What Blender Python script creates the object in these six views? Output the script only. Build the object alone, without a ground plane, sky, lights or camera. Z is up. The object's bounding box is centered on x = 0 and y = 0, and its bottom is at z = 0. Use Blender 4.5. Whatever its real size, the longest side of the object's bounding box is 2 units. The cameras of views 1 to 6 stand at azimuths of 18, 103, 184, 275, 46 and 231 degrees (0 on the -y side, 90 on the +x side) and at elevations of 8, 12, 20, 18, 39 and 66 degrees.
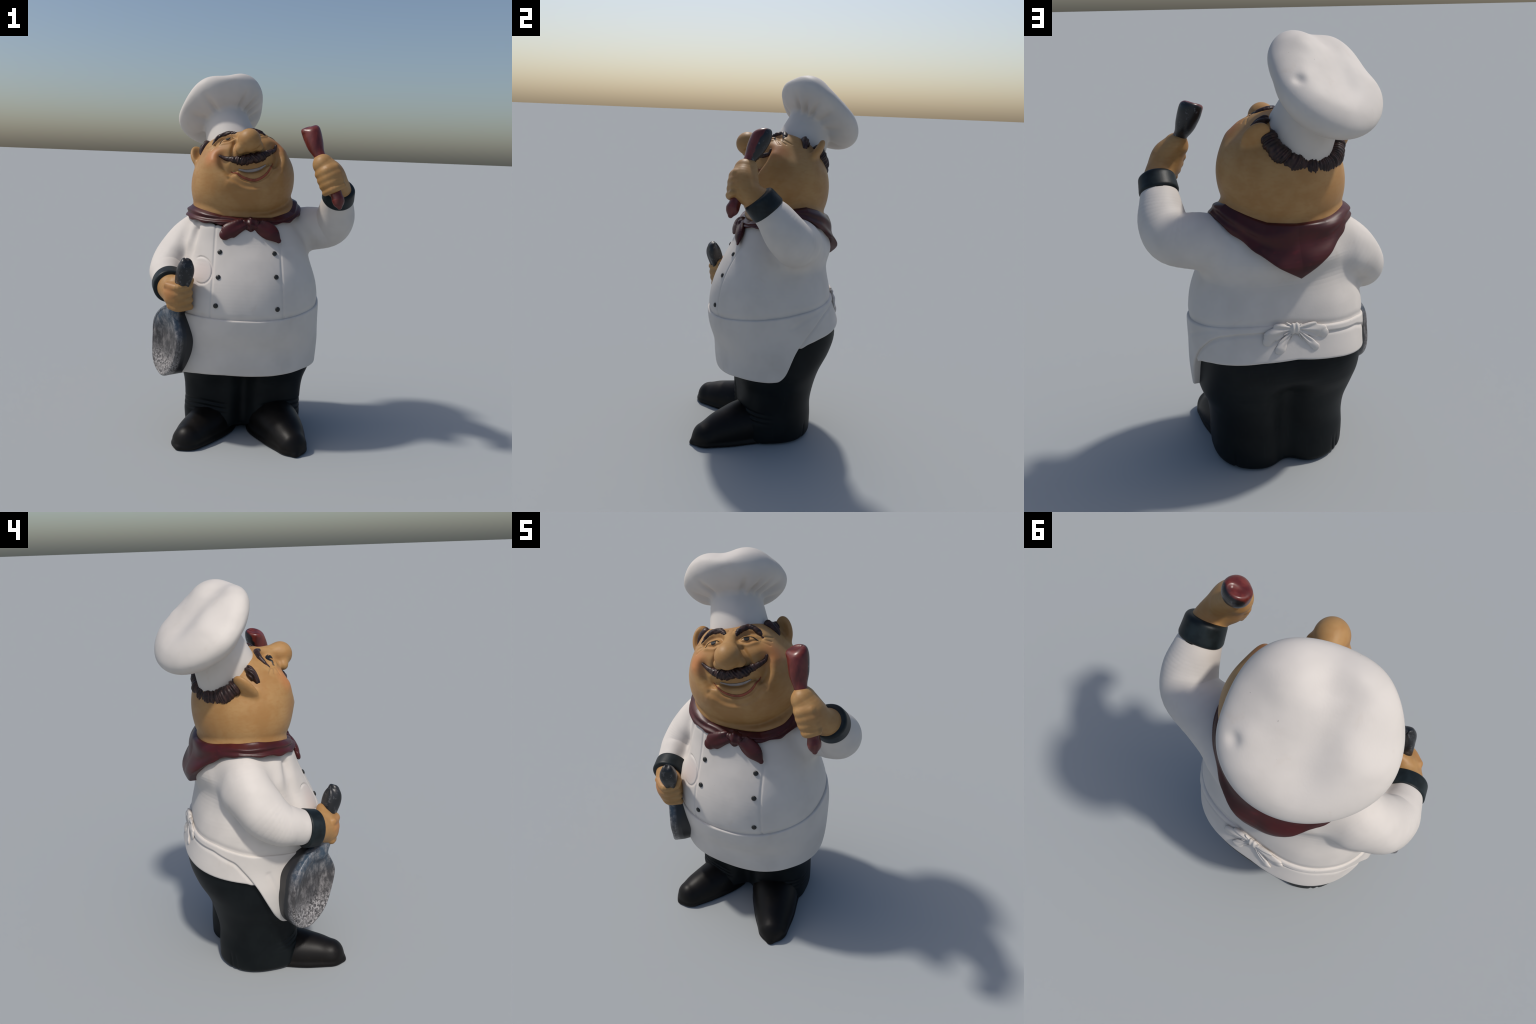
# Chef figurine: painted resin statuette of a stout cook raising a spoon and holding a pan.
# Every part is modelled as a distance function (ellipsoids, lofted sections, tapered sweeps),
# blended, meshed here with a small surface-nets mesher, and split into named parts.
import math
import numpy as np

# ------------------------------------------------------------------ distance-field toolkit
def V(*a):
    return np.array(a, dtype=np.float64)

def unit(v):
    v = np.asarray(v, float)
    return v / np.linalg.norm(v)

def smin(a, b, k):
    h = np.clip(0.5 + 0.5 * (b - a) / k, 0, 1)
    return b + (a - b) * h - k * h * (1 - h)

def smax(a, b, k):
    return -smin(-a, -b, k)

def ss(x, a, b):
    t = np.clip((x - a) / (b - a), 0, 1)
    return t * t * (3 - 2 * t)

def bump(d, r):
    return np.exp(-(d / r) ** 2)

def ball(P, c, r):
    return np.linalg.norm(P - V(*c), axis=-1) - r

def ellipsoid(P, c, r, axes=None):
    q = P - V(*c)
    if axes is not None:
        q = q @ axes
    r = V(*r)
    k0 = np.linalg.norm(q / r, axis=-1)
    k1 = np.linalg.norm(q / (r * r), axis=-1) + 1e-9
    return k0 * (k0 - 1) / k1

def cone(P, a, b, ra, rb):
    """Tapered round-ended capsule."""
    a, b = V(*a), V(*b)
    ab = b - a
    pa = P - a
    t = np.clip(pa @ (ab / (ab @ ab)), 0, 1)
    pa -= t[..., None] * ab
    return np.sqrt(np.einsum('...i,...i->...', pa, pa)) - (ra + (rb - ra) * t)

def spline(pts, n):
    """Catmull-Rom through rows of any width; n samples per span."""
    p = np.array(pts, float)
    p = np.vstack([2 * p[0] - p[1], p, 2 * p[-1] - p[-2]])
    out = []
    for i in range(1, len(p) - 2):
        for t in np.linspace(0, 1, n, endpoint=False):
            a, b, c, d = p[i - 1:i + 3]
            out.append(0.5 * (2 * b + (c - a) * t + (2 * a - 5 * b + 4 * c - d) * t * t + (3 * b - a - 3 * c + d) * t ** 3))
    out.append(p[-2])
    return np.array(out)

def sweep(P, rows, n=4, margin=0.13):
    """Tapered tube through rows (x, y, z, radius); far away only the distance to its box is given."""
    s = spline(rows, n)
    lo, hi = (s[:, :3] - s[:, 3:]).min(0), (s[:, :3] + s[:, 3:]).max(0)
    shape = P.shape[:-1]
    Q = P.reshape(-1, 3)
    box = np.maximum(np.maximum(lo - Q, Q - hi).max(1), 0)
    near = box < margin
    q = Q[near]
    if len(q):
        d = np.full(len(q), 1e9)
        for a, b in zip(s[:-1], s[1:]):
            np.minimum(d, cone(q, a[:3], b[:3], max(a[3], 1e-4), max(b[3], 1e-4)), out=d)
        box[near] = d
    return box.reshape(shape)

def sweep_param(P, rows, n=4):
    """Distance to the centre line, radius there, and position 0..1 along it."""
    s = spline(rows, n)
    best = np.full(P.shape[:-1], 1e9)
    par = np.zeros_like(best)
    rad = np.zeros_like(best)
    m = len(s) - 1
    for i in range(m):
        a, b = s[i], s[i + 1]
        ab = b[:3] - a[:3]
        t = np.clip((P - a[:3]) @ ab / (ab @ ab), 0, 1)
        d = np.linalg.norm(P - a[:3] - t[..., None] * ab, axis=-1)
        k = d < best
        best = np.where(k, d, best)
        par = np.where(k, (i + t) / m, par)
        rad = np.where(k, a[3] + (b[3] - a[3]) * t, rad)
    return best, rad, par

def loft(P, table, n):
    """Body of near-elliptic horizontal sections: rows (z, cx, cy, half width, front depth, back depth)."""
    T = np.array(table, float)
    fine = spline(T, 6)
    z = P[..., 2]
    cx, cy, a, bf, bb = [np.interp(z, fine[:, 0], fine[:, i]) for i in range(1, 6)]
    dx, dy = P[..., 0] - cx, P[..., 1] - cy
    b = np.where(dy < 0, bf, bb)
    X, Y = np.abs(dx) / a + 1e-9, np.abs(dy) / b + 1e-9
    k = (X ** n + Y ** n) ** (1 / n)
    g = k ** (1 - n) * np.sqrt((X ** (n - 1) / a) ** 2 + (Y ** (n - 1) / b) ** 2)
    return (k - 1) / g

def wobble(P, f, seed):
    """Smooth pseudo-noise in about -1..1."""
    rng = np.random.default_rng(seed)
    out = np.zeros(P.shape[:-1])
    for _ in range(6):
        w = unit(rng.normal(size=3)) * f * rng.uniform(0.7, 1.4)
        out += np.sin(P @ w + rng.uniform(0, 6.28))
    return out / 3.2

# ------------------------------------------------------------------ frames
# The chef's own frame: front is -y, his left hand is +x; the root is turned 20 degrees at the end.
# The head has its own frame: turned a little, thrown back 45 degrees.
HEAD = V(-0.055, 0.092, 1.397)
HZ = unit((-0.31, 0.646, 0.698))
HX = unit(V(0.948, 0.262, 0.178) - (V(0.948, 0.262, 0.178) @ HZ) * HZ)
HY = np.cross(HZ, HX)
HM = np.array([HX, HY, HZ])

def to_head(P):
    return (P - HEAD) @ HM.T

def from_head(q):
    return np.asarray(q, float) @ HM + HEAD

# ------------------------------------------------------------------ torso and arms
TORSO = [
    (0.20, -0.020, 0.030, 0.340, 0.120, 0.280),
    (0.26, -0.020, 0.030, 0.355, 0.210, 0.300),
    (0.31, -0.020, 0.035, 0.371, 0.263, 0.330),
    (0.36, -0.016, 0.040, 0.393, 0.297, 0.352),
    (0.42, -0.020, 0.052, 0.407, 0.320, 0.365),
    (0.52, -0.017, 0.054, 0.411, 0.331, 0.372),
    (0.63, -0.013, 0.057, 0.405, 0.366, 0.367),
    (0.75, -0.016, 0.050, 0.407, 0.363, 0.338),
    (0.86, -0.018, 0.046, 0.394, 0.336, 0.313),
    (0.98, -0.010, 0.055, 0.346, 0.294, 0.282),
    (1.08, -0.024, 0.069, 0.332, 0.254, 0.291),
    (1.18, -0.043, 0.076, 0.291, 0.223, 0.261),
    (1.26, -0.050, 0.095, 0.255, 0.195, 0.235),
    (1.34, -0.050, 0.100, 0.220, 0.170, 0.200)]
L_ARM = [
    (0.199, 0.168, 1.102, 0.118), (0.307, 0.122, 1.142, 0.127), (0.434, 0.090, 1.160, 0.114),
    (0.468, 0.036, 1.216, 0.109), (0.467, -0.015, 1.285, 0.094), (0.466, -0.040, 1.310, 0.086)]
R_ARM = [
    (-0.278, 0.145, 1.107, 0.120), (-0.360, 0.148, 1.048, 0.113), (-0.434, 0.108, 0.953, 0.110),
    (-0.464, 0.036, 0.893, 0.099), (-0.458, -0.020, 0.876, 0.091), (-0.448, -0.066, 0.862, 0.087)]

LEGS = [
    (-0.03, -0.014, 0.018, 0.320, 0.161, 0.268), (0.10, -0.018, 0.014, 0.330, 0.166, 0.272), (0.20, -0.016, 0.026, 0.330, 0.178, 0.255),
    (0.30, -0.015, 0.030, 0.342, 0.193, 0.268), (0.40, -0.016, 0.033, 0.376, 0.236, 0.293), (0.50, -0.022, 0.036, 0.384, 0.250, 0.343),
    (0.60, -0.022, 0.050, 0.380, 0.270, 0.354), (0.72, -0.022, 0.050, 0.370, 0.270, 0.330)]

# outlines around the body, as (azimuth in degrees from the front, height)
HEM = [(-180, .660), (-155, .637), (-136, .612), (-119, .590), (-109, .576), (-102, .542), (-97, .472), (-91, .385), (-85, .335), (-75, .325), (-60, .358), (-45, .372),
       (-21, .380), (3, .378), (27, .381), (45, .388), (57, .396), (83, .398), (91, .405), (96, .448), (99, .520), (103, .572), (111, .605), (122, .626), (136, .640), (156, .656), (180, .660)]
WAIST = [(-180, .808), (-155, .788), (-131, .772), (-118, .750), (-106, .727), (-80, .712), (-50, .705), (-30, .698), (-10, .694), (10, .694), (30, .702), (44, .712), (59, .727),
         (72, .738), (91, .758), (105, .778), (123, .797), (138, .808), (151, .813), (168, .816), (180, .808)]
APRON_LOW = [(-180, .778), (-156, .764), (-133, .742), (-117, .690), (-108, .610), (-102, .545), (-97, .472), (-91, .385), (-85, .335), (-75, .325), (-60, .358), (-45, .372),
             (-21, .380), (3, .378), (27, .381), (45, .388), (57, .396), (83, .398), (91, .405), (96, .448), (99, .520), (103, .585), (111, .664), (121, .733), (128, .760), (140, .778), (156, .783), (180, .778)]

def azimuth(P):
    return np.degrees(np.arctan2(P[..., 0] + 0.02, -(P[..., 1] - 0.045)))

def above(P, table):
    """Signed distance (metres, negative above) to a line drawn round the body."""
    T = np.array(table, float)
    az = np.linspace(-180, 180, 721)
    zz = np.interp(az, T[:, 0], T[:, 1])
    ker = np.ones(9) / 9
    zz = np.convolve(np.pad(zz, 4, mode='edge'), ker, 'valid')
    slope = np.gradient(zz, np.radians(az) * 0.4)
    a = azimuth(P)
    return (np.interp(a, az, zz) - P[..., 2]) / np.sqrt(1 + np.interp(a, az, slope) ** 2)

def haunch(P):
    """Extra fullness behind his right hip."""
    a = (azimuth(P) + 142 + 180) % 360 - 180
    return np.exp(-(a / 33) ** 2) * ss(P[..., 2], 1.06, 0.80) * (0.6 + 0.4 * ss(P[..., 2], 0.2, 0.6))

def torso(P):
    a = azimuth(P)
    slim = 0.014 * np.exp(-((a - 50) / 28) ** 2) * ss(P[..., 2], 0.36, 0.5) * ss(P[..., 2], 0.95, 0.75)
    return loft(P, TORSO, 2.3) - 0.026 * haunch(P) + slim

def jacket(P):
    t = torso(P)
    neck = np.hypot(P[..., 0] + 0.05, P[..., 1] - 0.09)
    top = P[..., 2] - (1.235 + 0.09 * P[..., 0]) + 0.09 * ss(neck, 0.27, 0.20)
    t = smax(t, top, 0.07)
    t = smin(smin(t, sweep(P, L_ARM, 6), 0.05), sweep(P, R_ARM, 6), 0.035)
    inset = 0.02 * (1 - ss(np.abs(azimuth(P)), 94, 108))
    return np.where(P[..., 2] < 0.75, smax(t, above(P, HEM) + inset, 0.012), t)

def apron(P):
    r = np.maximum(above(P, APRON_LOW), -above(P, WAIST))
    return smax(torso(P) - 0.0045, r, 0.010)

def legs(P):
    f = loft(P, LEGS, 2.6) - 0.020 * haunch(P)
    g = np.where(P[..., 1] > 0, bump(P[..., 0] + 0.015, 0.075), bump(P[..., 0] + 0.015, 0.055)) * ss(P[..., 2], 0.54, 0.42)
    f = f + np.where(P[..., 1] > 0, 0.056, 0.055) * g
    # arch between the feet, in front and a smaller one behind
    f = smax(f, -ellipsoid(P, (-0.013, -0.20, -0.01), (0.115, 0.165, 0.075)), 0.02)
    f = smax(f, -ellipsoid(P, (-0.02, 0.31, -0.01), (0.05, 0.06, 0.06)), 0.02)
    f = smax(f, -P[..., 2], 0.035)
    return smax(f, P[..., 2] - 0.66, 0.02)


def plackets(P):
    """Shallow double-breasted panel edges and the round pocket outline pressed into the chest."""
    z = P[..., 2]
    front = ss(P[..., 1], 0.02, -0.06) * ss(z, 0.66, 0.70)
    xr = 0.152 + (1.08 - z) * 0.07
    xl = -0.197 - (1.08 - z) * 0.025
    d = 0.0035 * bump(P[..., 0] - xr, 0.006) * ss(z, 1.12, 1.08) * front
    d += 0.0035 * bump(P[..., 0] - xl, 0.006) * front * ss(z, 1.22, 1.18)
    c = np.sqrt(((P[..., 0] + 0.262) / 0.85) ** 2 + (z - 0.937) ** 2)
    arc = ss(P[..., 0], -0.30, -0.27)
    d += 0.0045 * bump(c - 0.066, 0.005) * front * arc
    return d

def jacket_surface(P):
    f = jacket(P) + plackets(P)
    z, az = P[..., 2], azimuth(P)
    near = 1 - ss(torso(P), 0.03, 0.06)
    # the waist line cuts softly into the cloth above the apron
    w = above(P, WAIST)
    f = f + 0.0055 * bump(w + 0.004, 0.016) * near
    # the jacket is pressed in along the apron's side edge and its tie
    f = f + 0.005 * bump(above(P, APRON_LOW) - 0.004, 0.010) * near * ss(np.abs(az), 96, 104)
    # folds at the armpits and inner elbows
    f = f + 0.007 * bump(ball(P, (0.345, 0.02, 1.06), 0), 0.035)
    f = f + 0.008 * bump(ball(P, (-0.40, 0.225, 0.90), 0), 0.025)
    f = f - 0.030 * bump(ball(P, (-0.325, 0.245, 1.00), 0), 0.075)
    f = f - 0.018 * bump(ball(P, (-0.41, 0.0, 1.01), 0), 0.075)
    f = f + 0.018 * bump(sweep(P, [(0.275, -0.035, 1.17, 0.001), (0.315, -0.02, 1.11, 0.001), (0.345, 0.01, 1.05, 0.001)], 3), 0.028)
    f = f + 0.024 * bump(sweep(P, [(-0.285, -0.045, 1.13, 0.001), (-0.325, -0.070, 1.06, 0.001), (-0.355, -0.085, 0.99, 0.001), (-0.37, -0.09, 0.94, 0.001)], 3), 0.030)
    f = f + 0.006 * bump(sweep(P, [(0.43, 0.0, 1.25, 0.001), (0.40, -0.01, 1.29, 0.001)], 2), 0.025)
    f = f - 0.0015 * wobble(P, 16, 3)
    return f

def apron_surface(P):
    f = apron(P)
    # gathers running from the side seams, and the scuffed web behind the pan
    f = f + 0.004 * bump(sweep(P, [(-0.42, 0.08, 0.62, 0.001), (-0.425, 0.04, 0.52, 0.001), (-0.41, 0.01, 0.42, 0.001)], 3), 0.014)
    f = f + 0.003 * bump(sweep(P, [(0.39, 0.10, 0.70, 0.001), (0.38, 0.19, 0.75, 0.001), (0.31, 0.28, 0.79, 0.001)], 3), 0.012)
    return f - 0.0015 * wobble(P, 14, 5)

def legs_surface(P):
    f = legs(P)
    z, x, y = P[..., 2], P[..., 0], P[..., 1]
    # creases stacked above the shoes
    for zz, a in ((0.175, 0.006), (0.148, 0.007), (0.122, 0.005)):
        lift = 0.035 * ss(np.abs(x + 0.015), 0.05, 0.28)
        f = f + a * bump(z - zz - lift * 0.6 + 0.12 * (y + 0.15), 0.008) * ss(y, 0.06, -0.08) * ss(np.abs(x + 0.015), 0.06, 0.14)
    # creases at the heel hem
    for xx in (-0.27, -0.245, 0.235):
        f = f + 0.004 * bump(x - xx, 0.006) * ss(z, 0.12, 0.05) * ss(y, 0.05, 0.12)
    return f - 0.002 * wobble(P, 15, 8)

# ------------------------------------------------------------------ shoes
def shoe(P, side):
    if side > 0:
        rows = [(0.150, 0.08, 0.04, 0.110), (0.150, -0.05, 0.07, 0.138), (0.203, -0.20, 0.060, 0.115), (0.246, -0.318, 0.034, 0.082)]
        tip = (0.262, -0.395, 0.0)
    else:
        rows = [(-0.170, 0.10, 0.04, 0.110), (-0.185, -0.04, 0.040, 0.124), (-0.258, -0.180, 0.030, 0.108), (-0.308, -0.276, 0.030, 0.084)]
        tip = (-0.350, -0.338, 0.0)
    f = sweep(P, rows, 14)
    f = smin(f, cone(P, rows[-1][:3], tip, 0.055, 0.022), 0.03)
    # welt: a slightly wider flat sole
    q = P.copy()
    q[..., 2] = np.abs(P[..., 2] - 0.010) * 2.5 + 0.03
    sole = sweep(q, [(x, y, 0.03, r * (1.02 if side > 0 else 1.06)) for x, y, z, r in rows], 10)
    f = smin(f, sole, 0.012)
    # squared toe cap, and the vamp line where the trouser rests
    a = unit(V(*rows[-1][:2], 0) - V(*rows[-2][:2], 0))
    f = f + 0.0035 * bump((P - V(*rows[-1][:3])) @ a - 0.015 + 0.3 * (P[..., 2] - 0.08), 0.03) * ss(P[..., 2], 0.03, 0.07)
    f = f - 0.0015 * wobble(P, 30, 61)
    return smax(f, -P[..., 2], 0.006)

# ------------------------------------------------------------------ head, in head coordinates (-y is where the face looks)
SKULL_AXES = np.array([[0.700, -0.169, 0.693], [0.260, 0.965, -0.027], [-0.665, 0.199, 0.720]])
HEAD_AXES = HM @ SKULL_AXES

def skull(P):
    return ellipsoid(P, HEAD, (0.278, 0.247, 0.301), SKULL_AXES)

MOUTH = [(-0.108, -0.20, -0.052), (-0.07, -0.20, -0.10), (0.01, -0.19, -0.133), (0.085, -0.175, -0.105), (0.128, -0.16, -0.055)]

def nose(q):
    n = cone(q, (0.004, -0.235, 0.125), (0.008, -0.312, 0.022), 0.026, 0.050)
    n = smin(n, ball(q, (0.008, -0.315, 0.012), 0.058), 0.03)
    for s in (-1, 1):
        n = smin(n, ball(q, (0.006 + s * 0.052, -0.278, -0.004), 0.026), 0.022)
    return n

def ear(q, s):
    c = (s * 0.212 + 0.004, -0.045, 0.192)
    A = np.array([unit((s * 0.92, -0.38, 0.10)), unit((s * 0.40, 0.90, 0.12)), unit((-s * 0.20, -0.12, 0.97))]).T
    e = ellipsoid(q, c, (0.050, 0.026, 0.078), A)
    p = q - V(*c)
    bowl = ellipsoid(p @ A, (0.012, -0.030, 0.006), (0.034, 0.022, 0.052))
    return smax(e, -bowl, 0.014)

def path_dist(q, pts, n=4):
    """Distance to a line drawn on the face, seen from straight ahead."""
    flat = q * V(1, 0, 1)
    flat[..., 1] = np.where(q[..., 1] < -0.06, 0, 1)
    return sweep(flat, [(p[0], 0, p[-1], 0.0001) for p in pts], n, 0.06)

def face(q):
    f = ellipsoid(q, (0, 0, 0), (0.278, 0.247, 0.301), HEAD_AXES)
    x, y, z = q[..., 0], q[..., 1], q[..., 2]
    front = ss(y, -0.05, -0.14)
    # cheeks, brow and temple
    f = f - 0.020 * bump(ball(q, (-0.175, -0.20, 0.030), 0), 0.065)
    f = f - 0.014 * bump(ball(q, (0.182, -0.20, 0.030), 0), 0.065)
    f = f - 0.016 * bump(ball(q, (-0.14, -0.14, 0.20), 0), 0.07)
    f = f + 0.008 * bump(ball(q, (0.02, -0.22, -0.15), 0), 0.08)
    f = f + 0.024 * bump(ball(q, (0.21, -0.14, 0.09), 0), 0.085)
    f = f + 0.010 * bump(ball(q, (0.06, -0.24, 0.13), 0), 0.08)
    # wide hollow of the laughing mouth, rising to the moustache tips
    c = x - 0.012
    zz = z + 0.085 - 0.9 * np.abs(c) ** 1.5
    d = ((np.abs(c) / 0.150) ** 2.4 + (np.abs(zz) / 0.070) ** 2.4)
    f = f + 0.046 * np.exp(-d ** 1.3) * front
    for s in (-1, 1):
        f = f + 0.018 * bump(path_dist(q, [(s * 0.152 + 0.010, 0.010), (s * 0.150 + 0.010, -0.030), (s * 0.128 + 0.010, -0.070)], 4), 0.024)
        f = f - 0.006 * bump(path_dist(q, [(s * 0.205 + 0.010, 0.0), (s * 0.190 + 0.010, -0.08), (s * 0.14 + 0.010, -0.15)], 4), 0.030)
    # upper lip under the moustache, lower lip, chin rolls
    f = f - 0.020 * bump(path_dist(q, [(-0.10, -0.036), (-0.04, -0.055), (0.012, -0.060), (0.06, -0.055), (0.120, -0.036)]), 0.020)
    f = f - 0.014 * bump(path_dist(q, [(-0.075, -0.092), (-0.03, -0.110), (0.012, -0.115), (0.055, -0.110), (0.10, -0.092)]), 0.019)
    f = f + 0.008 * bump(path_dist(q, [(-0.085, -0.072), (0.012, -0.092), (0.105, -0.072)]), 0.008)
    f = f + 0.005 * bump(path_dist(q, [(-0.105, -0.085), (-0.05, -0.130), (0.012, -0.143), (0.075, -0.130), (0.130, -0.085)]), 0.008)
    f = f + 0.006 * bump(path_dist(q, [(-0.125, -0.110), (-0.06, -0.158), (0.012, -0.172), (0.085, -0.158), (0.150, -0.110)]), 0.014)
    f = f - 0.004 * bump(path_dist(q, [(-0.14, -0.135), (-0.06, -0.186), (0.012, -0.198), (0.085, -0.186), (0.165, -0.135)]), 0.016)
    # eye sockets, lids and bags
    for s in (-1, 1):
        a = s * 0.083 + 0.004
        f = f + 0.016 * bump(path_dist(q, [(a - s * 0.048, -0.245, 0.112), (a - s * 0.02, -0.24, 0.135), (a + s * 0.03, -0.22, 0.136), (a + s * 0.055, -0.20, 0.118)], 3), 0.016)
        f = f - 0.009 * bump(path_dist(q, [(a - s * 0.02, 0.108), (a + s * 0.03, 0.106)], 3), 0.018)
        f = f - 0.005 * bump(path_dist(q, [(a - s * 0.035, -0.24, 0.086), (a, -0.24, 0.076), (a + s * 0.045, -0.215, 0.088)], 3), 0.010)
        f = f + 0.005 * bump(path_dist(q, [(a - s * 0.035, -0.24, 0.094), (a, -0.24, 0.090), (a + s * 0.045, -0.215, 0.098)], 3), 0.006)
        f = f + 0.012 * bump(path_dist(q, [(s * 0.060 + 0.006, -0.25, 0.060), (s * 0.084 + 0.006, -0.25, 0.020), (s * 0.092 + 0.006, -0.245, -0.012)], 3), 0.012)
        f = f - 0.007 * bump(path_dist(q, [(s * 0.03, -0.245, 0.15), (s * 0.085, -0.228, 0.176), (s * 0.15, -0.175, 0.13)], 3), 0.02)
        for k in range(3):
            f = f + 0.003 * bump(path_dist(q, [(a + s * 0.062, -0.20, 0.105 + 0.012 * (k - 1)), (a + s * 0.10, -0.165, 0.10 + 0.026 * (k - 1))], 2), 0.005)
    # frown lines between the brows
    for xx in (-0.006, 0.012):
        f = f + 0.003 * bump(path_dist(q, [(xx, -0.25, 0.135), (xx * 1.5, -0.24, 0.165)], 2), 0.005)
    return f

def seat(rows, lift):
    """Slide rows (x, z, radius) along the gaze axis on to the face, raised by lift."""
    out = []
    for x, z, r in rows:
        y = np.linspace(-0.36, -0.02, 700)
        v = face(np.stack([np.full_like(y, x), y, np.full_like(y, z)], -1))
        out.append((x, float(y[np.argmax(v < lift)]), z, r))
    return out

NECK = [(-180, 1.258), (-150, 1.258), (-116, 1.276), (-89, 1.282), (-53, 1.262), (-29, 1.240), (2, 1.234), (40, 1.238), (67, 1.272), (88, 1.318), (108, 1.334), (125, 1.312), (150, 1.270), (180, 1.258)]

def neck(P):
    """The roll of skin that fills the collar."""
    f = loft(P, [(1.1, -0.047, 0.092, 0.20, 0.16, 0.18), (1.19, -0.047, 0.092, 0.25, 0.195, 0.21), (1.25, -0.047, 0.092, 0.282, 0.228, 0.234), (1.4, -0.047, 0.092, 0.282, 0.228, 0.234)], 2.2)
    N = np.array(NECK)
    top = P[..., 2] - np.interp(scarf_az(P), N[:, 0], N[:, 1])
    return np.maximum(smax(f, top, 0.04), 1.14 - P[..., 2])

def scarf_az(P):
    return np.degrees(np.arctan2(P[..., 0] + 0.05, -(P[..., 1] - 0.09)))

def head_surface(P):
    q = to_head(P)
    f = smin(face(q), neck(P), 0.022)
    for s in (-1, 1):
        f = smin(f, ear(q, s), 0.018)
    f = smin(f, nose(q), 0.022)
    f = f + 0.004 * bump(sweep(q, [(0.05, -0.30, -0.03, 0.001), (0.02, -0.30, -0.045, 0.001)], 2), 0.01)
    return f - 0.0012 * wobble(P, 22, 11)

# ------------------------------------------------------------------ hat, in head coordinates
def crown(q):
    p = q - V(0, -0.124, 0.461)
    az = np.degrees(np.arctan2(p[..., 0], -p[..., 1]))
    r = np.hypot(p[..., 0], p[..., 1])
    def lobe(a, w):
        d = (az - a + 180) % 360 - 180
        return np.exp(-(d / w) ** 2)
    up = p[..., 2] > 0
    f = np.where(up, ellipsoid(p, (0, 0, 0), (0.255, 0.255, 0.100)), ellipsoid(p, (0, 0, 0), (0.255, 0.255, 0.125)))
    outer = ss(r, 0.08, 0.2)
    top = ss(p[..., 2], -0.03, 0.03)
    f = f - outer * (0.014 * lobe(42, 26) + 0.006 * lobe(-100, 30) + 0.006 * lobe(150, 40) + 0.005 * lobe(-28, 16))
    f = f + outer * top * (0.015 * lobe(4, 16) + 0.018 * lobe(-72, 22) + 0.006 * lobe(62, 14)) + outer * 0.009 * lobe(88, 20)
    # long soft valley across the top, from the front notch towards the back
    f = f + 0.016 * bump(p[..., 0] + 0.025 - 0.10 * p[..., 1], 0.065) * ss(p[..., 1], 0.20, 0.06) * ss(p[..., 2], 0.0, 0.05) * ss(p[..., 1], -0.22, -0.14)
    f = f + 0.020 * bump(ball(p, (0.05, 0.04, 0.09), 0), 0.11)
    f = f + 0.010 * bump(ball(p, (0.192, 0.058, 0.058), 0), 0.020) - 0.006 * bump(ball(p, (0.16, 0.03, 0.075), 0), 0.04)
    # pleats pressed into the underside where it meets the band
    under = ss(p[..., 2], 0.01, -0.05) * ss(r, 0.25, 0.15)
    pl = 0
    for a, w in ((-34, 6), (-72, 9), (30, 6), (50, 5), (66, 5), (90, 7), (118, 9), (-120, 10), (165, 10)):
        pl = pl + lobe(a, w)
    f = f + 0.017 * under * pl
    return f - 0.002 * wobble(q, 14, 21)

def band(q):
    f = cone(q, (0, -0.055, 0.17), (0, -0.122, 0.37), 0.158, 0.124)
    f = smax(f, 0.195 + 0.10 * q[..., 1] + 0.25 * np.abs(q[..., 0]) * 0 - q[..., 2], 0.01)
    return np.maximum(f, q[..., 2] - 0.42)

def hat_surface(P):
    q = to_head(P)
    f = smin(crown(q), band(q), 0.022)
    return f

# ------------------------------------------------------------------ hair of all kinds
def tuft(q, rows, flat, ridges, depth, slant=0.0, n=5):
    """Tapered lock through rows, cut by fine combed grooves."""
    d, r, t = sweep_param(q, rows, n)
    g = np.sin((t * ridges + slant * q[..., 2] * 60) * 2 * np.pi)
    return (d - r * (1 + depth * g)) * 0.8

def moustache_rows(s):
    if s < 0:
        return seat([(0.006, -0.040, 0.026), (-0.040, -0.043, 0.027), (-0.085, -0.026, 0.019), (-0.120, -0.002, 0.012), (-0.146, 0.022, 0.007)], 0.002)
    return seat([(0.004, -0.040, 0.026), (0.050, -0.043, 0.027), (0.095, -0.030, 0.019), (0.135, -0.012, 0.013), (0.160, 0.008, 0.010), (0.172, 0.026, 0.007)], 0.002)

MOUSTACHE = {s: moustache_rows(s) for s in (-1, 1)}
BROW = {-1: seat([(-0.022, 0.146, 0.009), (-0.050, 0.170, 0.015), (-0.098, 0.174, 0.014), (-0.132, 0.154, 0.010), (-0.154, 0.130, 0.004)], -0.003),
        1: seat([(0.030, 0.136, 0.010), (0.048, 0.160, 0.015), (0.088, 0.176, 0.016), (0.128, 0.154, 0.014), (0.156, 0.116, 0.005)], -0.003)}

def moustache(q):
    f = None
    for s in (-1, 1):
        d, r, t = sweep_param(q, MOUSTACHE[s], 7)
        ang = q[..., 0] * s * 150 + q[..., 2] * 130
        g = np.sin(ang + 1.5 * np.sin(q[..., 2] * 90) + 2 * np.sin(q[..., 0] * 43)) * 0.0024 + 0.0014 * np.sin(ang * 2.3 + 1 + 2 * np.sin(q[..., 0] * 61))
        m = d - r + g * ss(t, 0.75, 0.25)
        f = m if f is None else smin(f, m, 0.006)
    return f

def eyebrow(q, s):
    d, r, t = sweep_param(q, BROW[s], 7)
    g = (np.sin(t * 26 + q[..., 2] * 330 + 2 * np.sin(t * 11)) + 0.3 * np.sin(t * 61 - q[..., 2] * 190)) * 0.0008
    return d - r + g

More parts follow.
